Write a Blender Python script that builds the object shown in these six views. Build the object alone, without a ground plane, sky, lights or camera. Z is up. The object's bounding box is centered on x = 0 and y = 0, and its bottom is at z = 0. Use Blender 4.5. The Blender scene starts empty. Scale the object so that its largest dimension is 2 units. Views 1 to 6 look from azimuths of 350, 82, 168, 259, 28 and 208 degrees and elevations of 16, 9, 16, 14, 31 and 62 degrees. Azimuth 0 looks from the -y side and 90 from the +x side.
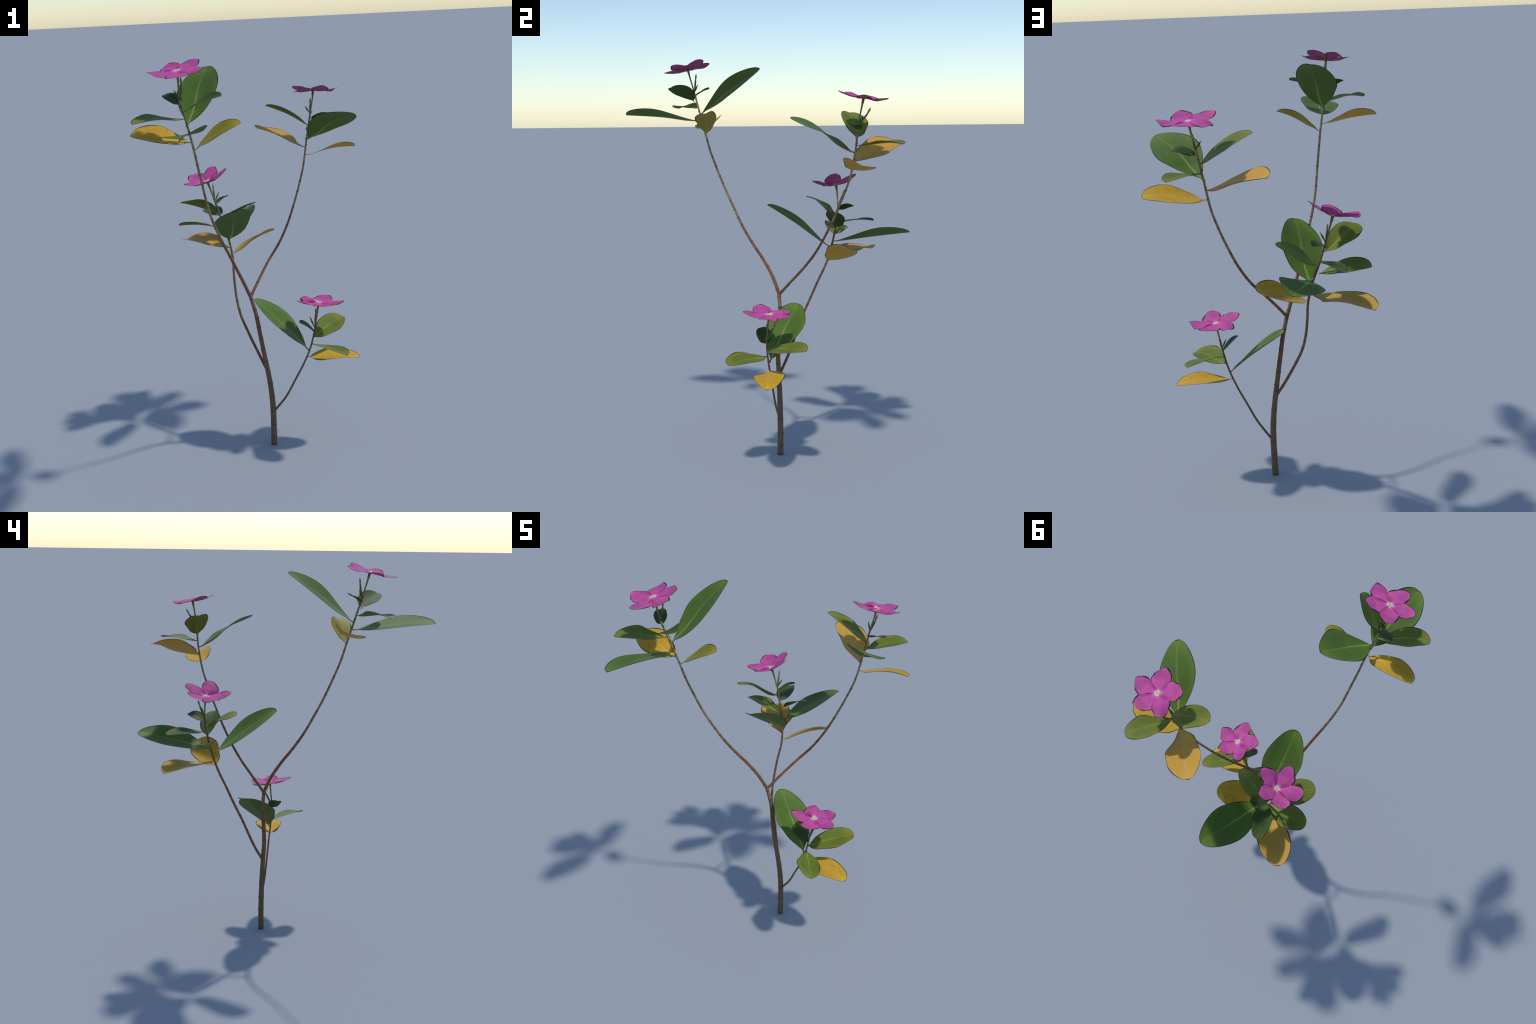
"""A tall pink-flowered periwinkle plant: one woody stem with a side twig and
three long shoots, each shoot ending in a rosette of leaves, buds and one
five-petalled flower.  Every leaf and petal is a thin lofted blade:
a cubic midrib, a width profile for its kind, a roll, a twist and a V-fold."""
import bpy, math
import numpy as np
from mathutils import Matrix, Vector

rng = np.random.default_rng(7)

# --------------------------------------------------------------- materials
def new_mat(name):
    m = bpy.data.materials.new(name)
    m.use_nodes = True
    nt = m.node_tree
    nt.nodes.clear()
    return m, nt

class G:
    """small helper for wiring node graphs"""
    def __init__(s, name):
        s.mat, s.nt = new_mat(name)
        s.out = s.n('ShaderNodeOutputMaterial')
        s.bsdf = s.n('ShaderNodeBsdfPrincipled')
        s.l(s.bsdf.outputs[0], s.out.inputs[0])
    def n(s, kind, **kw):
        nd = s.nt.nodes.new(kind)
        for k, v in kw.items():
            setattr(nd, k, v)
        return nd
    def l(s, a, b):
        s.nt.links.new(a, b)
    def put(s, sock, v):
        if hasattr(v, 'is_output'):
            s.l(v, sock)
        else:
            sock.default_value = v
    def math(s, op, a, b=0.0, clamp=False):
        m = s.n('ShaderNodeMath', operation=op, use_clamp=clamp)
        s.put(m.inputs[0], a)
        s.put(m.inputs[1], b)
        return m.outputs[0]
    def step(s, v, lo, hi, a=0.0, b=1.0):
        m = s.n('ShaderNodeMapRange', interpolation_type='SMOOTHSTEP')
        s.put(m.inputs[0], v)
        for i, x in enumerate((lo, hi, a, b)):
            m.inputs[i + 1].default_value = x
        return m.outputs[0]
    def mix(s, f, a, b, mode='MIX'):
        m = s.n('ShaderNodeMix', data_type='RGBA', blend_type=mode)
        s.put(m.inputs[0], f)
        s.put(m.inputs[6], a if hasattr(a, 'is_output') else (*a, 1))
        s.put(m.inputs[7], b if hasattr(b, 'is_output') else (*b, 1))
        return m.outputs[2]
    def noise(s, vec, scale, detail=3, rough=.5, seed=0.0):
        m = s.n('ShaderNodeTexNoise', noise_dimensions='4D')
        s.l(vec, m.inputs['Vector'])
        m.inputs['W'].default_value = seed
        m.inputs['Scale'].default_value = scale
        m.inputs['Detail'].default_value = detail
        m.inputs['Roughness'].default_value = rough
        return m.outputs[0]
    def obj(s):
        return s.n('ShaderNodeTexCoord').outputs['Object']
    def xyz(s, v):
        m = s.n('ShaderNodeSeparateXYZ')
        s.l(v, m.inputs[0])
        return m.outputs
    def rand(s):
        return s.n('ShaderNodeObjectInfo').outputs['Random']
    def scaled(s, v, sc):
        m = s.n('ShaderNodeMapping')
        s.l(v, m.inputs[0])
        m.inputs['Scale'].default_value = sc
        return m.outputs[0]
    def finish(s, col, rough=.55, spec=.35, bump=None, strength=.2, dist=.002):
        s.put(s.bsdf.inputs['Base Color'], col if hasattr(col, 'is_output') else (*col, 1))
        s.put(s.bsdf.inputs['Roughness'], rough)
        s.bsdf.inputs['Specular IOR Level'].default_value = spec
        if bump is not None:
            b = s.n('ShaderNodeBump')
            b.inputs['Strength'].default_value = strength
            b.inputs['Distance'].default_value = dist
            s.l(bump, b.inputs['Height'])
            s.l(b.outputs[0], s.bsdf.inputs['Normal'])
        return s.mat

def blade_material(name, base, deep, edge, vein, length, n_veins, edge_amt=.5,
                   spots=None, smudge=.75, tip=None, under=None, rough=.62, spec=.28):
    """leaf skin in the leaf's own frame: x runs from petiole to tip, y across"""
    g = G(name)
    o = g.obj()
    x, y, z = g.xyz(o)
    ay = g.math('ABSOLUTE', y)
    # arching side veins
    arc = g.math('MULTIPLY', g.math('MULTIPLY', ay, ay), 3.0 / length)
    ph = g.math('SUBTRACT', g.math('SUBTRACT', x, g.math('MULTIPLY', ay, .55)), arc)
    wob = g.math('MULTIPLY', g.noise(o, 5.5 / length, 3, .6), length * .06)
    ph = g.math('ADD', ph, wob)
    wave = g.math('SINE', g.math('MULTIPLY', ph, 2 * math.pi * n_veins / length))
    line = g.math('MULTIPLY', g.step(wave, .70, 1.0), g.step(g.noise(o, 4.5 / length, 2, .5, 8.0), .38, .66))
    blot = g.step(g.noise(o, 2.2 / length, 3), .35, .68)
    col = g.mix(blot, deep, base)
    streak = g.step(g.noise(g.scaled(o, (.35, 1.3, 1)), 160, 2), .3, .75)
    col = g.mix(g.math('MULTIPLY', streak, .24), col, edge)
    # yellower towards the margin and the tip
    far = g.math('DIVIDE', ay, length * .27)
    far = g.step(far, .55, 1.0)
    tipm = g.step(g.math('DIVIDE', x, length), .72, 1.02)
    m = g.math('MAXIMUM', far, g.math('MULTIPLY', tipm, .9))
    col = g.mix(g.math('MULTIPLY', m, edge_amt), col, edge)
    col = g.mix(g.math('MULTIPLY', line, .09), col, vein)
    near = g.step(ay, .0, length * .020, .22, 0)
    col = g.mix(near, col, vein)
    if tip:
        tn = g.step(g.noise(o, 34, 4, .65, 3.1), .50, .66)
        tm = g.step(g.math('DIVIDE', x, length), .55, .95)
        col = g.mix(g.math('MULTIPLY', g.math('MULTIPLY', tn, tm), .55), col, tip)
    if spots:
        so = g.scaled(o, (1.0, 1.35, 1))
        p1 = g.step(g.noise(so, 46, 5, .78, 1.7), .525, .66)
        p0 = g.step(g.noise(o, 11, 2, .5, 5.0), .40, .60)
        col = g.mix(g.math('MULTIPLY', g.math('MULTIPLY', p1, p0), smudge), col, spots)
        v = g.n('ShaderNodeTexVoronoi')
        g.l(o, v.inputs['Vector'])
        v.inputs['Scale'].default_value = 55
        dot = g.step(v.outputs['Distance'], .07, .13, 1, 0)
        keep = g.step(g.xyz(v.outputs['Color'])[0], .58, .60)
        col = g.mix(g.math('MULTIPLY', g.math('MULTIPLY', dot, keep), .7), col, spots)
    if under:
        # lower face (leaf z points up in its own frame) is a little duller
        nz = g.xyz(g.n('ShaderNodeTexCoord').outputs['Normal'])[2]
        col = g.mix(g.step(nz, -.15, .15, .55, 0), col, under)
    hgt = g.math('ADD', g.math('MULTIPLY', line, -.6), g.math('MULTIPLY', g.noise(o, 60, 2), .5))
    return g.finish(col, rough, spec, hgt, .22, .0012)

def plain(name, a, b, scale=60, rough=.6, spec=.3, stretch=(1, 1, 1)):
    g = G(name)
    f = g.step(g.noise(g.scaled(g.obj(), stretch), scale, 4, .6), .32, .68)
    return g.finish(g.mix(f, a, b), rough, spec)

MAT = {}
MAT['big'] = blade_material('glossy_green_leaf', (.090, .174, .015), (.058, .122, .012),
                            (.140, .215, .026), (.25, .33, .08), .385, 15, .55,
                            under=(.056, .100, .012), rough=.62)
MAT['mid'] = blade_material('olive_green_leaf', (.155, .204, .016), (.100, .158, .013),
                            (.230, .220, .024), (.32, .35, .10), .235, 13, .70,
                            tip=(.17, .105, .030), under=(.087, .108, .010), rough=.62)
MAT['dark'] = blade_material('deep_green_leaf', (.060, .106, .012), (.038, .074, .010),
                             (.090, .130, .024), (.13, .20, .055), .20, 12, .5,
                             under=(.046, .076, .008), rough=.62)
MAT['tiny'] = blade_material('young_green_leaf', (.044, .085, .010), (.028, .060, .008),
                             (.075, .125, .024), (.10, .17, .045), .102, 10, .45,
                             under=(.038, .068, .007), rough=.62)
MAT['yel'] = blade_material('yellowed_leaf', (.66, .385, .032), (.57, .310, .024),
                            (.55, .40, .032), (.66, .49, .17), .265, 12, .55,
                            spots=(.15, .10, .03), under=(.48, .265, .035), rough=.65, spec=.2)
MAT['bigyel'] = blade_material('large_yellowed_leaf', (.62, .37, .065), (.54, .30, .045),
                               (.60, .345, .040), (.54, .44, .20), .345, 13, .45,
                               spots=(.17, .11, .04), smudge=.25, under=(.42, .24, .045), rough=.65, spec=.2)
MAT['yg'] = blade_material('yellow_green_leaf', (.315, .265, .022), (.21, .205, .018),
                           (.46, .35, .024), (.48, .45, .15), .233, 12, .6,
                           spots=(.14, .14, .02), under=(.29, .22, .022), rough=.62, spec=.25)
def rib_material(name, a, b, blade_col, length):
    g = G(name)
    o = g.obj()
    x = g.xyz(o)[0]
    col = g.mix(g.step(g.noise(o, 40, 3), .32, .68), a, b)
    col = g.mix(g.step(g.math('DIVIDE', x, length), .38, .84), col, blade_col)
    return g.finish(col, .6, .28)
BLADE = {'big': ((.105, .185, .020), .385), 'mid': ((.17, .21, .02), .235), 'dark': ((.065, .11, .014), .20),
         'tiny': ((.048, .09, .012), .102), 'yel': ((.62, .37, .032), .265), 'bigyel': ((.59, .34, .055), .345),
         'yg': ((.33, .27, .022), .233)}
VEIN = {k: rib_material(k + '_midrib', a, b, *BLADE[k]) for k, a, b in [
    ('big', (.31, .37, .12), (.22, .31, .075)), ('mid', (.34, .36, .12), (.27, .32, .08)),
    ('dark', (.13, .19, .06), (.09, .15, .04)), ('tiny', (.09, .14, .04), (.06, .11, .03)),
    ('yel', (.56, .41, .16), (.60, .42, .11)), ('bigyel', (.43, .34, .16), (.47, .34, .12)),
    ('yg', (.40, .38, .16), (.36, .33, .09))]}
RIM = plain('dried_leaf_edge', (.009, .010, .008), (.017, .018, .012), 70, .7, .2)
PETAL_RIM = plain('dark_petal_edge', (.013, .011, .014), (.026, .016, .025), 70, .7, .2)

def petal_material():
    g = G('magenta_petal')
    o = g.obj()
    x, y, z = g.xyz(o)
    r = g.math('SQRT', g.math('ADD', g.math('MULTIPLY', x, x), g.math('MULTIPLY', y, y)))
    ang = g.math('ABSOLUTE', g.math('ARCTAN2', y, x))
    n = g.noise(o, 17, 3, .55)
    col = g.mix(g.step(n, .35, .70), (.47, .070, .265), (.63, .118, .365))
    fine = g.noise(g.scaled(o, (.25, 1, 1)), 190, 3, .6)
    col = g.mix(g.step(fine, .35, .75, 0, .42), col, (.43, .075, .27))
    vio = g.math('MULTIPLY', g.step(g.noise(o, 34, 3, .6, 4.4), .50, .70), g.step(r, .105, .02))
    col = g.mix(g.math('MULTIPLY', vio, .38), col, (.34, .075, .33))
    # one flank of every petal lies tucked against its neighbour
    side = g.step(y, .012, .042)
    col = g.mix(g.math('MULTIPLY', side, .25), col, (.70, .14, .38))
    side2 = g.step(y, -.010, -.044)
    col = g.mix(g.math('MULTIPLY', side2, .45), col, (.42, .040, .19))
    # bright throat
    hot = g.step(r, .058, .022)
    col = g.mix(g.math('MULTIPLY', hot, .55), col, (.60, .052, .27))
    rr = g.math('ADD', r, g.math('MULTIPLY', ang, .006))
    seam = g.math('MULTIPLY', g.step(ang, .36, .60), g.step(r, .074, .040))
    col = g.mix(g.math('MULTIPLY', seam, .62), col, (.33, .028, .17))
    col = g.mix(g.step(rr, .031, .018, 0, .65), col, (.55, .22, .48))
    col = g.mix(g.step(rr, .0185, .0120), col, (.80, .68, .64))
    col = g.mix(g.step(r, .0115, .0085), col, (.56, .47, .13))
    return g.finish(col, .68, .2, fine, .10, .001)
PETAL = petal_material()

WEB = plain('deep_magenta_web', (.40, .040, .20), (.33, .030, .17), 80, .7, .2)

def eye_material():
    g = G('pale_flower_eye')
    o = g.obj()
    x, y, z = g.xyz(o)
    r = g.math('SQRT', g.math('ADD', g.math('MULTIPLY', x, x), g.math('MULTIPLY', y, y)))
    col = g.mix(g.step(r, .0072, .0112), (.58, .48, .16), (.80, .72, .62))
    return g.finish(col, .6, .2)
EYE = eye_material()

def bark_material(name, cols, ring=90):
    """internode skin: fine lengthwise streaks and patches of a second hue"""
    g = G(name)
    o = g.obj()
    patch = g.step(g.noise(g.scaled(o, (1, 1, .45)), 26, 3, .55), .36, .66)
    col = g.mix(patch, cols[0], cols[1])
    streak = g.noise(g.scaled(o, (1, 1, .12)), 240, 3, .65, 2.0)
    col = g.mix(g.step(streak, .35, .75, 0, .5), col, cols[2])
    fine = g.noise(g.scaled(o, (1, 1, 2.2)), ring * 2, 2, .6, 6.0)
    col = g.mix(g.step(fine, .56, .72, 0, .45), col, cols[3])
    return g.finish(col, .75, .2, g.math('ADD', streak, fine), .3, .0012)

BARK = {
    'woody':  bark_material('woody_grey_brown_bark', [(.135, .086, .050), (.160, .102, .058), (.19, .14, .088), (.065, .042, .026)]),
    'red':    bark_material('red_brown_stem', [(.230, .096, .048), (.195, .096, .048), (.27, .140, .078), (.125, .060, .036)]),
    'umber':  bark_material('umber_stem', [(.165, .080, .045), (.175, .110, .050), (.220, .115, .065), (.090, .050, .032)]),
    'olive':  bark_material('olive_stem', [(.200, .135, .062), (.175, .110, .050), (.25, .180, .095), (.120, .082, .042)]),
    'tan':    bark_material('tan_green_stem', [(.260, .200, .092), (.215, .155, .068), (.34, .265, .135), (.160, .115, .052)]),
    'node':   bark_material('dark_node_ring', [(.125, .078, .046), (.095, .060, .036), (.165, .105, .064), (.060, .040, .025)]),
}
STALK = plain('green_flower_stalk', (.215, .195, .070), (.160, .150, .050), 80, .65)
CALYX = plain('green_calyx', (.150, .140, .026), (.100, .105, .020), 90, .6)
BUD_LOW = plain('green_bud_base', (.105, .145, .028), (.075, .110, .020), 80, .55)
BUD_MID = plain('brown_bud_waist', (.20, .135, .060), (.15, .13, .045), 80, .6)
BUD_TOP = plain('pale_green_bud', (.260, .275, .105), (.19, .21, .070), 80, .55)

# ------------------------------------------------------------------ helpers
def link(ob, parent=None):
    bpy.context.scene.collection.objects.link(ob)
    if parent is not None:   # keep world placement whatever the parent's own place
        ob.parent = parent
        w = parent.matrix_basis if parent.parent is None else Matrix.Identity(4)
        ob.matrix_parent_inverse = w.inverted()
    return ob

def unit(v):
    return v / (np.linalg.norm(v, axis=-1, keepdims=True) + 1e-12)

def mesh_object(name, V, F, mats, mat_idx, parent, matrix=None, smooth=True):
    me = bpy.data.meshes.new(name)
    me.from_pydata([tuple(map(float, v)) for v in V], [], F)
    for m in mats:
        me.materials.append(m)
    me.polygons.foreach_set('material_index', mat_idx)
    me.polygons.foreach_set('use_smooth', [smooth] * len(F))
    me.update()
    ob = bpy.data.objects.new(name, me)
    link(ob, parent)
    if matrix is not None:
        ob.matrix_basis = matrix
    return ob

def spline(K, n):
    """Catmull-Rom through the knots K, n steps per span"""
    K = np.asarray(K, float)
    K = np.vstack([2 * K[0] - K[1], K, 2 * K[-1] - K[-2]])
    out = []
    for i in range(1, len(K) - 2):
        a, b, c, d = K[i - 1:i + 3]
        for t in np.linspace(0, 1, n, endpoint=False):
            out.append(.5 * (2 * b + (c - a) * t + (2 * a - 5 * b + 4 * c - d) * t * t
                             + (3 * b - a - 3 * c + d) * t ** 3))
    out.append(K[-2])
    return np.array(out)

def resample(P, s_new):
    s = np.r_[0, np.cumsum(np.linalg.norm(np.diff(P, axis=0), axis=1))]
    return np.stack([np.interp(s_new, s, P[:, k]) for k in range(3)], 1)

def arclen(P):
    return float(np.linalg.norm(np.diff(P, axis=0), axis=1).sum())

def tube(name, P, R, mats, ring_mat, parent, sides=14, caps=(True, True)):
    """round tube along the points P with radius R per point; ring_mat = slot per span"""
    T = unit(np.gradient(P, axis=0))
    ref = np.array([1., 0, 0]) if abs(T[0][0]) < .8 else np.array([0, 1., 0])
    U = unit(np.cross(T[0], ref))
    V, F, M = [], [], []
    for i in range(len(P)):
        U = unit(U - T[i] * (U @ T[i]))
        W = np.cross(T[i], U)
        for k in range(sides):
            a = 2 * math.pi * k / sides
            V.append(P[i] + R[i] * (math.cos(a) * U + math.sin(a) * W))
    for i in range(len(P) - 1):
        for k in range(sides):
            a, b = i * sides + k, i * sides + (k + 1) % sides
            F.append((a, b, b + sides, a + sides))
            M.append(ring_mat[i])
    if caps[0]:
        F.append(tuple(range(sides))[::-1]); M.append(ring_mat[0])
    if caps[1]:
        F.append(tuple((len(P) - 1) * sides + k for k in range(sides))); M.append(ring_mat[-1])
    return mesh_object(name, np.array(V), F, mats, M, parent)

# ------------------------------------------------------------- blade loft
# width profile of each kind: rise and fall exponents plus three harmonics,
# for the right and for the left half, and the share of length that is petiole
SHAPES = {
    'big': ((0.74, 0.48, -0.094, 0.021, -0.012),
            (0.781, 0.45, 0, 0.036, 0.026), 0.047),
    'mid': ((0.778, 0.431, -0.053, -0.009, 0.051),
            (0.926, 0.431, 0.047, 0.029, 0.011), 0.018),
    'dark': ((0.709, 0.425, 0.008, -0.017, 0.029),
             (0.678, 0.423, -0.006, -0, 0.006), 0.066),
    'tiny': ((0.699, 0.422, -0.038, -0.012, -0.014),
             (0.732, 0.421, 0.041, 0.037, 0.02), 0.042),
    'yel': ((0.732, 0.433, -0.026, 0.031, 0.033),
            (0.681, 0.43, 0.017, -0.009, 0.028), 0.063),
    'bigyel': ((0.829, 0.451, -0.097, -0.093, -0.088),
               (0.828, 0.415, 0.051, 0.078, 0.009), 0.016),
    'yg': ((0.808, 0.421, 0.03, 0.059, 0.015),
           (0.542, 0.423, -0.063, -0.058, -0.027), 0.082),
    'petal': ((0.895, 0.395, 0.03, -0.072, 0.034),
              (0.879, 0.436, 0.008, -0.153, -0.045), 0.006),
}

r_blade = np.random.default_rng(11)

def half_width(c, s):
    a, b = c[0], c[1]
    m = a / (a + b)
    f = s ** a * (1 - s) ** b / (m ** a * (1 - m) ** b)
    return f * np.maximum(1 + sum(c[k] * np.sin(k * math.pi * s) for k in (2, 3, 4)), 0)

def blade(name, kind, P, roll, twist, width, fold, unfold, parent, mats, rim, rib, petiole,
          thick, origin=None, nt=26, rim_from=0.0):
    P = np.array(P, float)
    right, left, pet = SHAPES[kind]
    t = np.r_[np.linspace(0, .86, nt - 7, endpoint=False), 1 - .14 * (1 - np.sin(np.linspace(0, math.pi / 2, 8)))]
    t = np.r_[t[:-2], .9935, .9990]
    tc = t[:, None]
    C = P[0] * (1 - tc) ** 3 + 3 * P[1] * tc * (1 - tc) ** 2 + 3 * P[2] * tc ** 2 * (1 - tc) + P[3] * tc ** 3
    T = unit((P[1] - P[0]) * (1 - tc) ** 2 + 2 * (P[2] - P[1]) * tc * (1 - tc) + (P[3] - P[2]) * tc ** 2)
    if not rim_from:
        C[0] -= T[0] * .005          # seat the petiole in the stem
    chord = unit(P[3] - P[0])
    up = np.array([0, 0, 1.])
    n0 = unit(up - chord * (up @ chord))
    W = unit(np.cross(T, np.broadcast_to(n0, T.shape)))
    N = np.cross(W, T)
    ph = (roll + twist * (t - .5))[:, None]
    Wd = W * np.cos(ph) + N * np.sin(ph)
    Nd = -W * np.sin(ph) + N * np.cos(ph)
    s = np.clip((t - pet) / (1 - pet), 0, 1)
    close = np.clip((1 - t) / .02, 0, 1) ** .5
    # petals overlap their neighbours towards the throat
    wide = 1 + (.02 * (1 - np.clip((s - .35) / .4, 0, 1)) if rim_from else 0)
    pw = (petiole if not rim_from else np.minimum(.66 * t * np.linalg.norm(P[3] - P[0]) + .002, .021)) * close
    hR = np.maximum(width * wide * half_width(right, s), pw)
    hL = np.maximum(width * wide * half_width(left, s), pw)
    rib_w = rib * (1 - .88 * t ** .8) * close
    k = r_blade.uniform(0, 6.28, 4)
    fade = np.clip((t - rim_from) / .2, 0, 1) if rim_from else 1.0
    rims = {1: rim * fade * (1 + .45 * np.sin(9 * t + k[0]) + .25 * np.sin(23 * t + k[1])),
            -1: rim * fade * (1 + .45 * np.sin(8 * t + k[2]) + .25 * np.sin(21 * t + k[3]))}
    L = np.linalg.norm(P[3] - P[0])
    # lateral stations: rim edge, rim inner, blade, rib edge, rib crest ... mirrored
    rows, crest = [], []
    nl = 4
    for sgn, h in ((1, hR), (-1, hL)):
        e = np.minimum(rims[sgn], h * .30) + 1e-5
        r = np.minimum(rib_w, h * .45)
        st = [h, h - e] + [r + (h - e - r) * (1 - q / nl) for q in range(1, nl)] + [r]
        rows.append([(sgn, v) for v in st])
    mid = [(0, np.zeros_like(hR))]
    stations = rows[0] + mid + rows[1][::-1]
    ns = len(stations)
    fo = fold + unfold * (t - .5)
    cf, sf = np.cos(fo), np.sin(fo)
    top = np.zeros((len(t), ns, 3))
    low = np.zeros_like(top)
    for j, (sgn, v) in enumerate(stations):
        h = hR if sgn >= 0 else hL
        q = np.clip(v / np.maximum(h, 1e-6), 0, 1)
        lift = h * sf * q ** 1.7
        pos = C + Wd * (sgn * v * cf)[:, None] + Nd * lift[:, None]
        th = thick * (1 - .55 * q ** 2)
        if sgn == 0:
            th = thick * 1.0 + rib * .55 * (1 - .85 * t)
            top[:, j] = pos + Nd * (thick * .5)
            low[:, j] = pos - Nd * th[:, None]
        else:
            top[:, j] = pos + Nd * (th * .5)[:, None]
            low[:, j] = pos - Nd * (th * .5)[:, None]
    org = P[0] if origin is None else np.array(origin)
    zax = unit((Nd - chord * (Nd @ chord)[:, None])[len(t) // 2])
    yax = np.cross(zax, chord)
    Rm = np.stack([chord, yax, zax], 1)
    loc = lambda A: (A.reshape(-1, 3) - org) @ Rm
    V = np.vstack([loc(top), loc(low)])
    F, M = [], []
    nn = len(t) * ns
    c = ns // 2
    for i in range(len(t) - 1):
        for j in range(ns - 1):
            a, b = i * ns + j, i * ns + j + 1
            slot = 0
            if (j in (0, ns - 2) and t[i] >= rim_from) or i == len(t) - 2:
                slot = 2
            elif j in (c - 1, c):
                slot = 1 if t[i] < .86 else 0
            F.append((a, b, b + ns, a + ns)); M.append(slot)
            F.append((nn + b, nn + a, nn + a + ns, nn + b + ns)); M.append(slot)
        for j in (0, ns - 1):
            a = i * ns + j
            q = (a, a + ns, nn + a + ns, nn + a)
            F.append(q if j == 0 else q[::-1]); M.append(2)
    for i, flip in ((0, False), (len(t) - 1, True)):
        for j in range(ns - 1):
            a, b = i * ns + j, i * ns + j + 1
            q = (b, a, nn + a, nn + b)
            F.append(q if not flip else q[::-1]); M.append(2 if flip else 1)
    mw = Matrix([[*Rm[0], org[0]], [*Rm[1], org[1]], [*Rm[2], org[2]], [0, 0, 0, 1]])
    ob = mesh_object(name, V, F, mats, M, parent, mw)
    ob_edges = (top[:, 0], top[:, -1], N, t)
    return (ob, ob_edges) if rim_from else ob

LEAF = {  # rim width, midrib half-width, petiole half-width, thickness
    'big': (.0029, .0042, .0044, .0018), 'mid': (.0028, .0024, .0022, .0016),
    'dark': (.0019, .0017, .0018, .0014), 'tiny': (.0015, .0010, .0013, .0012),
    'yel': (.0029, .0018, .0022, .0016), 'bigyel': (.0029, .0026, .0030, .0017),
    'yg': (.0023, .0020, .0024, .0016)}

def leaf(kind, base, c1, c2, tip, roll, twist, width, fold, unfold, parent):
    rim, rib, pet, th = LEAF[kind]
    return blade('leaf', kind, (base, c1, c2, tip), roll, twist, width, fold, unfold, parent,
                 [MAT[kind], VEIN[kind], RIM], rim, rib, pet, th)

# ---------------------------------------------------------------- the plant
plant = bpy.data.objects.new('periwinkle_plant', None)
plant.empty_display_size = .1
link(plant)
plant['label'] = 'tall slender pink periwinkle plant with green and yellow leaves'
plant['category'] = 'flowering plant'
plant.location = (0.0312, 0.0361, 0)
bpy.context.view_layer.update()

def stem_object(name, knots, radii, skin, gap, gap_end, seed):
    """jointed stem: internodes of changing colour with slightly swollen dark nodes.
    radii: (fraction along, radius) pairs; skin: (fraction, [materials]) pairs"""
    r = np.random.default_rng(seed)
    P = spline(knots, 40)
    L = arclen(P)
    marks, s = [], gap * .5
    while s < L - .008:
        marks.append(s)
        f = s / L
        s += (gap * (1 - f) + gap_end * f) * r.uniform(.82, 1.18)
    st, kind, swell = [0.0], [], [0.0]
    names = ['woody', 'red', 'umber', 'olive', 'tan', 'node']
    def internode(f):
        opts = [o for q, o in skin if f >= q][-1]
        return names.index(opts[r.integers(len(opts))])
    cur = internode(0)
    def go(s1, k, sw):
        n = max(1, int((s1 - st[-1]) / .012))
        a, w0 = st[-1], swell[-1]
        for i in range(1, n + 1):
            st.append(a + (s1 - a) * i / n); kind.append(k)
            swell.append(w0 + (sw - w0) * i / n)
    for m in marks:
        rad = np.interp(m / L, [q[0] for q in radii], [q[1] for q in radii])
        hw = min(.0036, rad * .58) * r.uniform(.6, 1.15)
        strong = r.random() < .85
        go(m - hw * 2.0, cur, 0.0)
        go(m - hw, cur, .05)
        go(m + hw, names.index('node') if strong else cur, .08)
        nxt = internode(m / L)
        go(m + hw * 2.2, nxt, 0.0)
        cur = nxt
    go(L, cur, 0.0)
    st = np.array(st)
    Q = resample(P, st)
    R = np.interp(st / L, [q[0] for q in radii], [q[1] for q in radii]) * (1 + np.array(swell))
    return tube(name, Q, R, [BARK[n] for n in names], kind, plant)

stem_object('stem', [
    (0.0312, 0.0361, 0), (0.0334, 0.0373, 0.0966), (0.034, 0.0364, 0.2015),
    (0.0282, 0.0354, 0.3059), (0.0153, 0.0334, 0.4098), (-0.0012, 0.0319, 0.5137),
    (-0.0158, 0.0384, 0.6174), (-0.0298, 0.0488, 0.7209), (-0.0527, 0.0464, 0.8173)],
    [(0, .0158), (.04, .0152), (.25, .0146), (.5, .0124), (.75, .0106), (1, .0092)],
    [(0, ['woody']), (.50, ['red', 'umber', 'umber']), (.8, ['red', 'umber', 'olive'])],
    0.085, 0.050, 3)
stem_object('branch', [
    (-0.0515, 0.0487, 0.812), (-0.0889, 0.0189, 0.9033), (-0.1271, -0.0251, 0.9899),
    (-0.1637, -0.0766, 1.0721), (-0.2035, -0.123, 1.1592), (-0.2398, -0.1619, 1.2502),
    (-0.2677, -0.1996, 1.3393), (-0.2883, -0.2365, 1.4354), (-0.3085, -0.2705, 1.533),
    (-0.3271, -0.2958, 1.6333), (-0.3505, -0.3211, 1.7366), (-0.3766, -0.3442, 1.8364)],
    [(0, .0090), (.12, .0080), (.4, .0062), (.75, .0052), (1, .0046)],
    [(0, ['red', 'red', 'umber', 'olive']), (.15, ['red', 'umber']), (.36, ['olive', 'tan']), (.6, ['tan'])],
    0.060, 0.036, 5)
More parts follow.
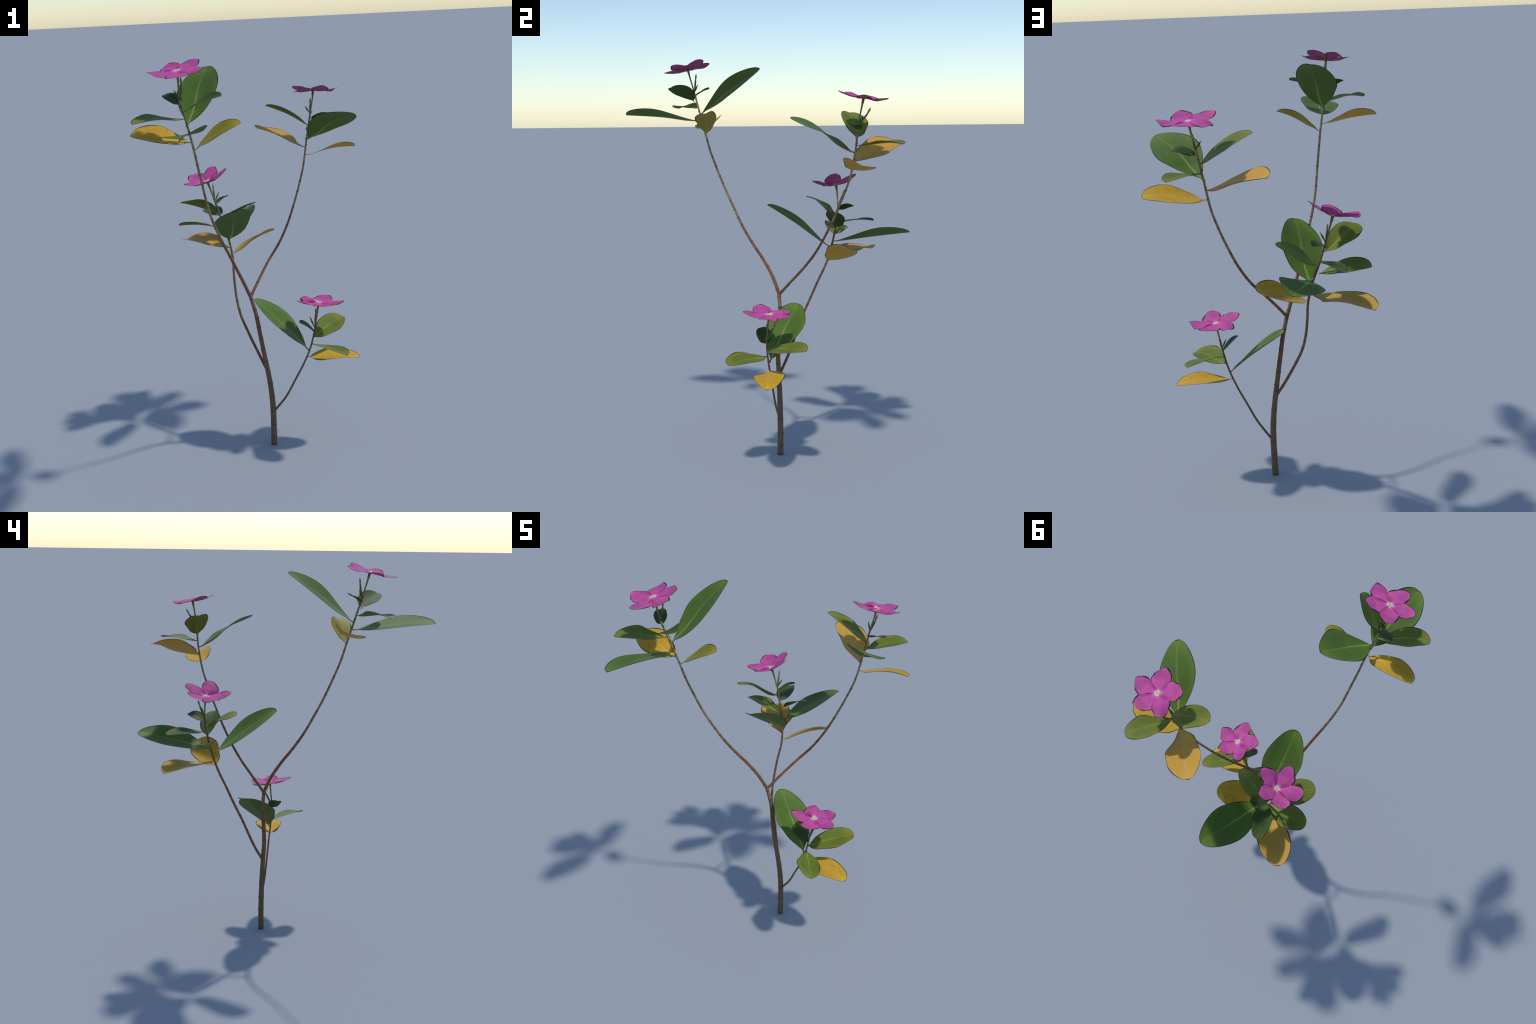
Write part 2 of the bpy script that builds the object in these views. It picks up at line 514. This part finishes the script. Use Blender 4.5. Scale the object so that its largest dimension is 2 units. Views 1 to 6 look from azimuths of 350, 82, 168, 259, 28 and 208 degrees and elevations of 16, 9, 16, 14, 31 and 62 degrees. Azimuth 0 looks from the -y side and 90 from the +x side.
stem_object('branch', [
    (-0.0541, 0.0464, 0.813), (0.004, 0.0983, 0.8885), (0.0666, 0.1505, 0.9649),
    (0.1353, 0.193, 1.0435), (0.1908, 0.2306, 1.131), (0.2355, 0.265, 1.2238),
    (0.2755, 0.2969, 1.321), (0.3078, 0.3255, 1.4174), (0.3328, 0.3459, 1.543),
    (0.3571, 0.3518, 1.6673)],
    [(0, .0072), (.15, .0066), (.4, .0058), (.75, .0050), (1, .0045)],
    [(0, ['red', 'umber', 'red']), (.25, ['umber', 'red']), (.45, ['olive', 'tan']), (.62, ['tan'])],
    0.060, 0.040, 6)
stem_object('branch', [
    (0.0123, 0.0377, 0.4155), (-0.0226, 0.0871, 0.5021), (-0.0578, 0.1291, 0.5924),
    (-0.0887, 0.1704, 0.685), (-0.0993, 0.2138, 0.7738), (-0.0993, 0.256, 0.8676),
    (-0.0944, 0.2983, 0.9594), (-0.107, 0.3316, 1.0559), (-0.1342, 0.3574, 1.1508),
    (-0.1586, 0.3747, 1.2439)],
    [(0, .0070), (.3, .0065), (.7, .0055), (1, .0044)],
    [(0, ['red', 'umber', 'umber']), (.55, ['red', 'red', 'umber']), (.8, ['umber', 'olive'])],
    0.055, 0.030, 8)
stem_object('branch', [
    (0.0465, 0.031, 0.1967), (0.1014, 0.0047, 0.2782), (0.1448, -0.014, 0.3675),
    (0.1875, -0.0317, 0.4576), (0.2221, -0.0487, 0.5501), (0.2451, -0.0592, 0.6482)],
    [(0, .0056), (.4, .0049), (1, .0042)],
    [(0, ['woody', 'umber']), (.35, ['umber', 'olive', 'umber']), (.55, ['red', 'umber'])],
    0.070, 0.045, 9)


def flower(centre, foot, bend, petals, normal):
    """calyx, corolla tube and stalk as the flower's own mesh, petals as children"""
    c, f, b = (np.array(v, float) for v in (centre, foot, bend))
    n = unit(np.array(normal, float))
    end = c - n * .0022
    t = np.linspace(0, 1, 22)[:, None]
    c2 = end - n * .045
    P = f * (1 - t) ** 3 + 3 * b * t * (1 - t) ** 2 + 3 * c2 * t ** 2 * (1 - t) + end * t ** 3
    tt = t[:, 0]
    R = np.interp(tt, [0, .06, .12, .45, .72, .84, .93, 1], [.0044, .0042, .0037, .0036, .0042, .0056, .0062, .0075])
    slots = [1 if .80 < q < .97 else 0 for q in tt[:-1]]
    fl = tube('flower', P, R, [STALK, CALYX], slots, plant, 12)
    edges = []
    for p in petals:
        base, q1, q2, tip, roll, twist, width, fold = p
        _, e = blade('petal', 'petal', (base, q1, q2, tip), roll, twist, width, fold, 0.0, fl,
              [PETAL, PETAL, PETAL_RIM], .0046, .0004, .0080, .0014, origin=centre, nt=24, rim_from=.36)
        edges.append(e)
    # petals are fused near the throat: a thin web joins each flank to the next
    az = lambda p: math.atan2(p[3][1] - c[1], p[3][0] - c[0])
    order = sorted(range(len(petals)), key=lambda i: az(petals[i]))
    V, F = [], []
    for i, j in zip(order, order[1:] + order[:1]):
        rows = [q for q in range(len(edges[i][3])) if .03 < edges[i][3][q] < .40]
        s0 = len(V)
        for q in rows:
            a = edges[i][1][q] - edges[i][2][q] * .0006
            b = edges[j][0][q] - edges[j][2][q] * .0006
            for d in (.0, .0009):
                V += [a - n * d, b - n * d]
        for q in range(len(rows) - 1):
            k = s0 + 4 * q
            F += [(k, k + 1, k + 5, k + 4), (k + 3, k + 2, k + 6, k + 7),
                  (k, k + 4, k + 6, k + 2), (k + 1, k + 3, k + 7, k + 5)]
        k = s0 + 4 * (len(rows) - 1)
        F += [(s0 + 1, s0, s0 + 2, s0 + 3), (k, k + 1, k + 3, k + 2)]
    mesh_object('corolla_web', np.array(V), F, [WEB], [0] * len(F), fl)
    # five-pointed pale eye over the throat
    ref = unit(np.array(petals[0][3]) - c)
    u = unit(ref - n * (ref @ n)); w = np.cross(n, u)
    V, F = [np.array([0, 0, .0012])], []
    for ring, (rad, z) in enumerate(((.0070, .0024), (.0098, .0026), (.0118, .0016))):
        for k in range(20):
            a = 2 * math.pi * k / 20
            q = rad * (1 + (.10 * ring) * math.cos(5 * a))
            V.append(np.array([q * math.cos(a), q * math.sin(a), z]))
    for k in range(20):
        F.append((0, 1 + k, 1 + (k + 1) % 20))
        for ring in range(2):
            a, d = 1 + ring * 20 + k, 1 + ring * 20 + (k + 1) % 20
            F.append((a, a + 20, d + 20, d))
    mw = Matrix([[u[0], w[0], n[0], c[0]], [u[1], w[1], n[1], c[1]], [u[2], w[2], n[2], c[2]], [0, 0, 0, 1]])
    mesh_object('flower_eye', np.array(V), F, [EYE], [0] * len(F), fl, mw)
    return fl

def bud(foot, waist, tip):
    P = spline([foot, waist, tip], 14)
    s = np.linspace(0, 1, len(P))
    R = np.interp(s, [0, .12, .30, .48, .56, .64, .78, .90, 1],
                  [.0022, .0034, .0046, .0048, .0036, .0036, .0050, .0036, .0004])
    slots = [0 if q < .36 else 1 if q < .60 else 2 for q in s[:-1]]
    return tube('flower_bud', P, R, [BUD_LOW, BUD_MID, BUD_TOP], slots, plant, 12)

def bract(foot, tip, r=.0042):
    P = spline([foot, (np.array(foot) * .5 + np.array(tip) * .5), tip], 10)
    s = np.linspace(0, 1, len(P))
    R = np.interp(s, [0, .2, .5, .75, 1], np.array([.35, .6, 1, .7, .08]) * r)
    return tube('bract', P, R, [BUD_LOW], [0] * len(s), plant, 10)

# ---- tallest shoot
leaf('big', (-0.3505, -0.317, 1.7246), (-0.2773, -0.1987, 1.8094), (-0.3079, -0.2166, 1.8233), (-0.2159, -0.0218, 1.9504), 0.124, 0.110, 0.0939, 0.116, 0.18, plant)
leaf('big', (-0.3424, -0.3178, 1.6901), (-0.367, -0.4573, 1.6986), (-0.3656, -0.4653, 1.7232), (-0.4203, -0.6994, 1.7242), -0.177, -0.119, 0.0940, 0.110, 0.25, plant)
leaf('mid', (-0.3634, -0.3329, 1.7579), (-0.4481, -0.3654, 1.753), (-0.464, -0.3877, 1.7885), (-0.584, -0.4203, 1.7593), 0.114, 0.020, 0.0608, 0.127, 0.16, plant)
leaf('dark', (-0.3619, -0.3466, 1.7891), (-0.2941, -0.3772, 1.8246), (-0.3153, -0.4003, 1.8352), (-0.219, -0.4694, 1.8551), -0.319, -0.117, 0.0496, 0.119, 0.25, plant)
leaf('tiny', (-0.3724, -0.3386, 1.82), (-0.3771, -0.3293, 1.8233), (-0.4029, -0.3074, 1.8468), (-0.4323, -0.2648, 1.8564), 0.339, -0.134, 0.0322, 0.184, 0.04, plant)
leaf('yel', (-0.3355, -0.3014, 1.6518), (-0.4099, -0.282, 1.6656), (-0.4562, -0.279, 1.6892), (-0.5834, -0.217, 1.6925), 0.307, 0.204, 0.0728, 0.113, 0.33, plant)
leaf('yg', (-0.3221, -0.2921, 1.6168), (-0.2357, -0.2794, 1.6733), (-0.2058, -0.3066, 1.7004), (-0.1163, -0.3036, 1.7238), -0.290, -0.041, 0.0548, 0.153, 0.31, plant)
flower((-0.3836, -0.3761, 1.9603), (-0.3766, -0.3442, 1.8364), (-0.3794, -0.3569, 1.886), [
    ((-0.3835, -0.3785, 1.96), (-0.3341, -0.4102, 1.9638), (-0.2966, -0.4337, 1.9554), (-0.28, -0.4359, 1.9726), -0.290, 0.409, 0.0431, -0.070),
    ((-0.3859, -0.377, 1.9606), (-0.3893, -0.4217, 1.9454), (-0.3792, -0.4496, 1.9377), (-0.4384, -0.4793, 1.9365), -0.028, -0.274, 0.0457, 0.014),
    ((-0.3829, -0.3758, 1.9621), (-0.4229, -0.3839, 1.9522), (-0.4643, -0.3698, 1.9447), (-0.4971, -0.3871, 1.9557), 0.201, 0.087, 0.0474, -0.038),
    ((-0.3837, -0.3781, 1.9592), (-0.3975, -0.3312, 1.9648), (-0.4037, -0.2933, 1.9748), (-0.4227, -0.2716, 1.9732), 0.258, 0.294, 0.0429, 0.059),
    ((-0.3846, -0.3788, 1.9616), (-0.3453, -0.3504, 1.9689), (-0.3185, -0.3343, 1.9841), (-0.3, -0.3136, 2.0004), -0.057, 0.030, 0.0460, -0.059),
], (-0.16, -0.18, 0.971))
bud((-0.3754, -0.3428, 1.836), (-0.3652, -0.3377, 1.8932), (-0.3647, -0.3336, 1.9312))
bract((-0.3765, -0.3422, 1.839), (-0.396, -0.3233, 1.881))
bract((-0.3766, -0.3442, 1.8364), (-0.3678, -0.3536, 1.852), .0026)

# ---- shoot on the far right
leaf('big', (0.329, 0.3422, 1.5384), (0.3985, 0.1768, 1.593), (0.3721, 0.2628, 1.6255), (0.486, 0.0253, 1.6913), 0.313, 0.171, 0.0919, 0.150, -0.31, plant)
leaf('mid', (0.3434, 0.3465, 1.6078), (0.3052, 0.3648, 1.6367), (0.2489, 0.3592, 1.6761), (0.128, 0.3649, 1.7211), -0.176, -0.007, 0.0616, 0.114, 0.31, plant)
leaf('mid', (0.3436, 0.3535, 1.5718), (0.3905, 0.4204, 1.5701), (0.4199, 0.4521, 1.597), (0.4952, 0.522, 1.5777), -0.015, -0.000, 0.0611, 0.146, 0.06, plant)
leaf('tiny', (0.3573, 0.3475, 1.6432), (0.3771, 0.3229, 1.6446), (0.4163, 0.3314, 1.6732), (0.4496, 0.3129, 1.6643), 0.305, -0.355, 0.0332, 0.148, -0.18, plant)
leaf('yel', (0.3242, 0.3362, 1.4585), (0.3933, 0.3335, 1.4658), (0.4513, 0.3399, 1.4984), (0.5803, 0.3141, 1.4896), 0.245, 0.248, 0.0734, 0.066, 0.26, plant)
leaf('bigyel', (0.3196, 0.3437, 1.4985), (0.2406, 0.4494, 1.5208), (0.226, 0.4607, 1.5616), (0.1234, 0.6015, 1.5796), -0.262, 0.083, 0.0846, 0.187, 0.20, plant)
flower((0.3788, 0.3707, 1.7839), (0.3571, 0.3518, 1.6673), (0.3658, 0.3593, 1.714), [
    ((0.378, 0.3705, 1.7829), (0.3917, 0.3228, 1.78), (0.3981, 0.2803, 1.7953), (0.4179, 0.265, 1.8067), 0.189, 0.123, 0.0470, 0.010),
    ((0.3785, 0.3699, 1.7813), (0.4342, 0.3631, 1.7853), (0.4777, 0.3568, 1.7817), (0.4972, 0.3671, 1.7856), 0.113, 0.603, 0.0441, -0.149),
    ((0.3794, 0.3701, 1.7853), (0.4021, 0.4152, 1.7728), (0.4209, 0.443, 1.7723), (0.4276, 0.4719, 1.7769), 0.039, 0.100, 0.0465, -0.013),
    ((0.3802, 0.3724, 1.7831), (0.3476, 0.4014, 1.7988), (0.3326, 0.4246, 1.7912), (0.3129, 0.4685, 1.7721), -0.131, 0.164, 0.0429, -0.305),
    ((0.3791, 0.3728, 1.7831), (0.3432, 0.3466, 1.784), (0.2977, 0.3374, 1.7881), (0.2827, 0.3194, 1.8124), -0.106, 0.070, 0.0486, 0.069),
], (0.057, 0.18, 0.982))
bud((0.3577, 0.3549, 1.6671), (0.3668, 0.3863, 1.7045), (0.3731, 0.4056, 1.7394))
bract((0.3567, 0.3545, 1.6673), (0.3362, 0.3815, 1.706))
bract((0.3571, 0.3518, 1.6673), (0.3665, 0.3384, 1.6808), .0026)

# ---- middle shoot, carrying the most leaves
leaf('big', (-0.1048, 0.3174, 1.0488), (-0.0911, 0.1917, 1.1253), (-0.1049, 0.212, 1.1405), (-0.1161, -0.0007, 1.2668), -0.163, -0.124, 0.0928, 0.114, 0.20, plant)
leaf('big', (-0.1038, 0.3464, 1.0751), (-0.0348, 0.4582, 1.0947), (-0.0469, 0.484, 1.1029), (0.0628, 0.6908, 1.1322), 0.254, 0.109, 0.0929, 0.138, 0.26, plant)
leaf('mid', (-0.1583, 0.3642, 1.2043), (-0.2026, 0.318, 1.1901), (-0.2639, 0.3102, 1.2959), (-0.342, 0.2594, 1.2809), -0.354, 0.157, 0.0596, 0.188, -0.73, plant)
leaf('mid', (-0.1374, 0.3508, 1.1056), (-0.1946, 0.3701, 1.1214), (-0.2446, 0.377, 1.1392), (-0.3526, 0.3985, 1.1298), -0.210, -0.114, 0.0611, 0.124, 0.35, plant)
leaf('dark', (-0.1369, 0.3725, 1.1687), (-0.1459, 0.4196, 1.1664), (-0.1613, 0.4646, 1.1884), (-0.1791, 0.5672, 1.1667), 0.123, 0.215, 0.0475, 0.076, 0.23, plant)
leaf('dark', (-0.1244, 0.351, 1.1399), (-0.0556, 0.3517, 1.1759), (-0.0639, 0.3397, 1.2008), (0.0412, 0.302, 1.238), 0.217, -0.025, 0.0484, 0.068, 0.19, plant)
leaf('tiny', (-0.1592, 0.3819, 1.2295), (-0.1375, 0.3798, 1.233), (-0.1283, 0.4149, 1.252), (-0.0842, 0.4415, 1.2545), 0.340, -0.086, 0.0313, 0.187, 0.19, plant)
leaf('yel', (-0.089, 0.3063, 0.9761), (-0.031, 0.3274, 0.9943), (0.0101, 0.3503, 1.038), (0.1455, 0.3706, 1.0667), 0.311, 0.278, 0.0738, 0.112, 0.13, plant)
leaf('bigyel', (-0.1061, 0.3181, 1.0064), (-0.1787, 0.4343, 1.0159), (-0.2016, 0.4337, 1.0338), (-0.3, 0.5922, 1.0022), -0.031, 0.201, 0.0834, 0.083, 0.49, plant)
flower((-0.1933, 0.3709, 1.356), (-0.1586, 0.3747, 1.2439), (-0.1724, 0.3732, 1.2887), [
    ((-0.1906, 0.3693, 1.3572), (-0.2015, 0.3258, 1.3495), (-0.22, 0.3069, 1.3527), (-0.1901, 0.255, 1.3786), -0.193, 0.099, 0.0462, 0.053),
    ((-0.1904, 0.3731, 1.3536), (-0.1646, 0.3503, 1.3789), (-0.1558, 0.3364, 1.3863), (-0.0995, 0.3512, 1.4197), -0.127, 0.094, 0.0454, -0.182),
    ((-0.1931, 0.373, 1.353), (-0.1758, 0.3927, 1.3741), (-0.1749, 0.4143, 1.3877), (-0.1585, 0.466, 1.4132), 0.283, -0.023, 0.0418, -0.107),
    ((-0.1935, 0.3725, 1.3538), (-0.2377, 0.4184, 1.3563), (-0.2481, 0.4472, 1.3645), (-0.253, 0.4652, 1.3792), 0.297, -0.037, 0.0459, 0.113),
    ((-0.194, 0.3684, 1.3563), (-0.2466, 0.3701, 1.3658), (-0.2892, 0.3479, 1.3562), (-0.3166, 0.3485, 1.3565), 0.031, -0.397, 0.0444, -0.271),
], (-0.286, -0.093, 0.954))
bud((-0.1591, 0.3773, 1.2463), (-0.1606, 0.3946, 1.296), (-0.1607, 0.4066, 1.3337))
bract((-0.1583, 0.3771, 1.2463), (-0.1338, 0.3839, 1.2945))
bract((-0.1586, 0.3747, 1.2439), (-0.1697, 0.3705, 1.2616), .0026)

# ---- low side twig
leaf('big', (0.2119, -0.0407, 0.537), (0.1174, 0.039, 0.6472), (0.1252, 0.0169, 0.6304), (-0.0156, 0.136, 0.7716), -0.077, -0.092, 0.0944, 0.165, 0.03, plant)
leaf('mid', (0.2398, -0.0538, 0.6069), (0.2848, -0.0436, 0.6243), (0.3344, 0.0248, 0.638), (0.429, 0.0991, 0.6421), -0.284, 0.053, 0.0606, 0.075, 0.39, plant)
leaf('mid', (0.2319, -0.0589, 0.572), (0.278, -0.1171, 0.5648), (0.2885, -0.1691, 0.5945), (0.3511, -0.2525, 0.5708), 0.217, -0.056, 0.0601, 0.168, 0.09, plant)
leaf('tiny', (0.2441, -0.0605, 0.6395), (0.2304, -0.0609, 0.6374), (0.2105, -0.0651, 0.6768), (0.1638, -0.0757, 0.6983), 0.228, -0.089, 0.0354, 0.172, 0.03, plant)
leaf('yel', (0.2065, -0.0394, 0.4973), (0.2837, -0.0534, 0.4927), (0.3269, -0.0505, 0.5195), (0.4677, -0.0872, 0.4802), -0.051, 0.228, 0.0726, 0.091, 0.30, plant)
flower((0.2682, -0.05, 0.7857), (0.2451, -0.0592, 0.6482), (0.2544, -0.0555, 0.7032), [
    ((0.2655, -0.0493, 0.787), (0.2704, -0.0981, 0.7797), (0.2947, -0.1191, 0.7794), (0.2501, -0.1625, 0.8034), 0.061, -0.197, 0.0465, 0.048),
    ((0.2675, -0.0512, 0.7846), (0.3249, -0.0632, 0.7857), (0.3663, -0.0717, 0.7828), (0.3845, -0.0641, 0.7858), 0.048, 0.566, 0.0441, -0.141),
    ((0.2688, -0.0521, 0.7871), (0.2964, -0.0078, 0.7788), (0.3185, 0.0212, 0.7744), (0.3249, 0.0453, 0.7867), -0.027, 0.071, 0.0458, 0.007),
    ((0.2698, -0.05, 0.7855), (0.2449, -0.0145, 0.8008), (0.2205, 0.0004, 0.7959), (0.2277, 0.0577, 0.7877), -0.082, 0.089, 0.0426, -0.303),
    ((0.2686, -0.0477, 0.7854), (0.2279, -0.0682, 0.7812), (0.1856, -0.0752, 0.7899), (0.1677, -0.0957, 0.8109), -0.018, 0.059, 0.0480, 0.065),
], (0.089, 0.073, 0.993))
bud((0.2462, -0.0556, 0.6538), (0.2575, -0.0308, 0.7072), (0.2651, -0.014, 0.7439))
bract((0.2455, -0.0549, 0.6536), (0.2268, -0.0289, 0.7092))
bract((0.2451, -0.0592, 0.6482), (0.2534, -0.0728, 0.6695), .0026)
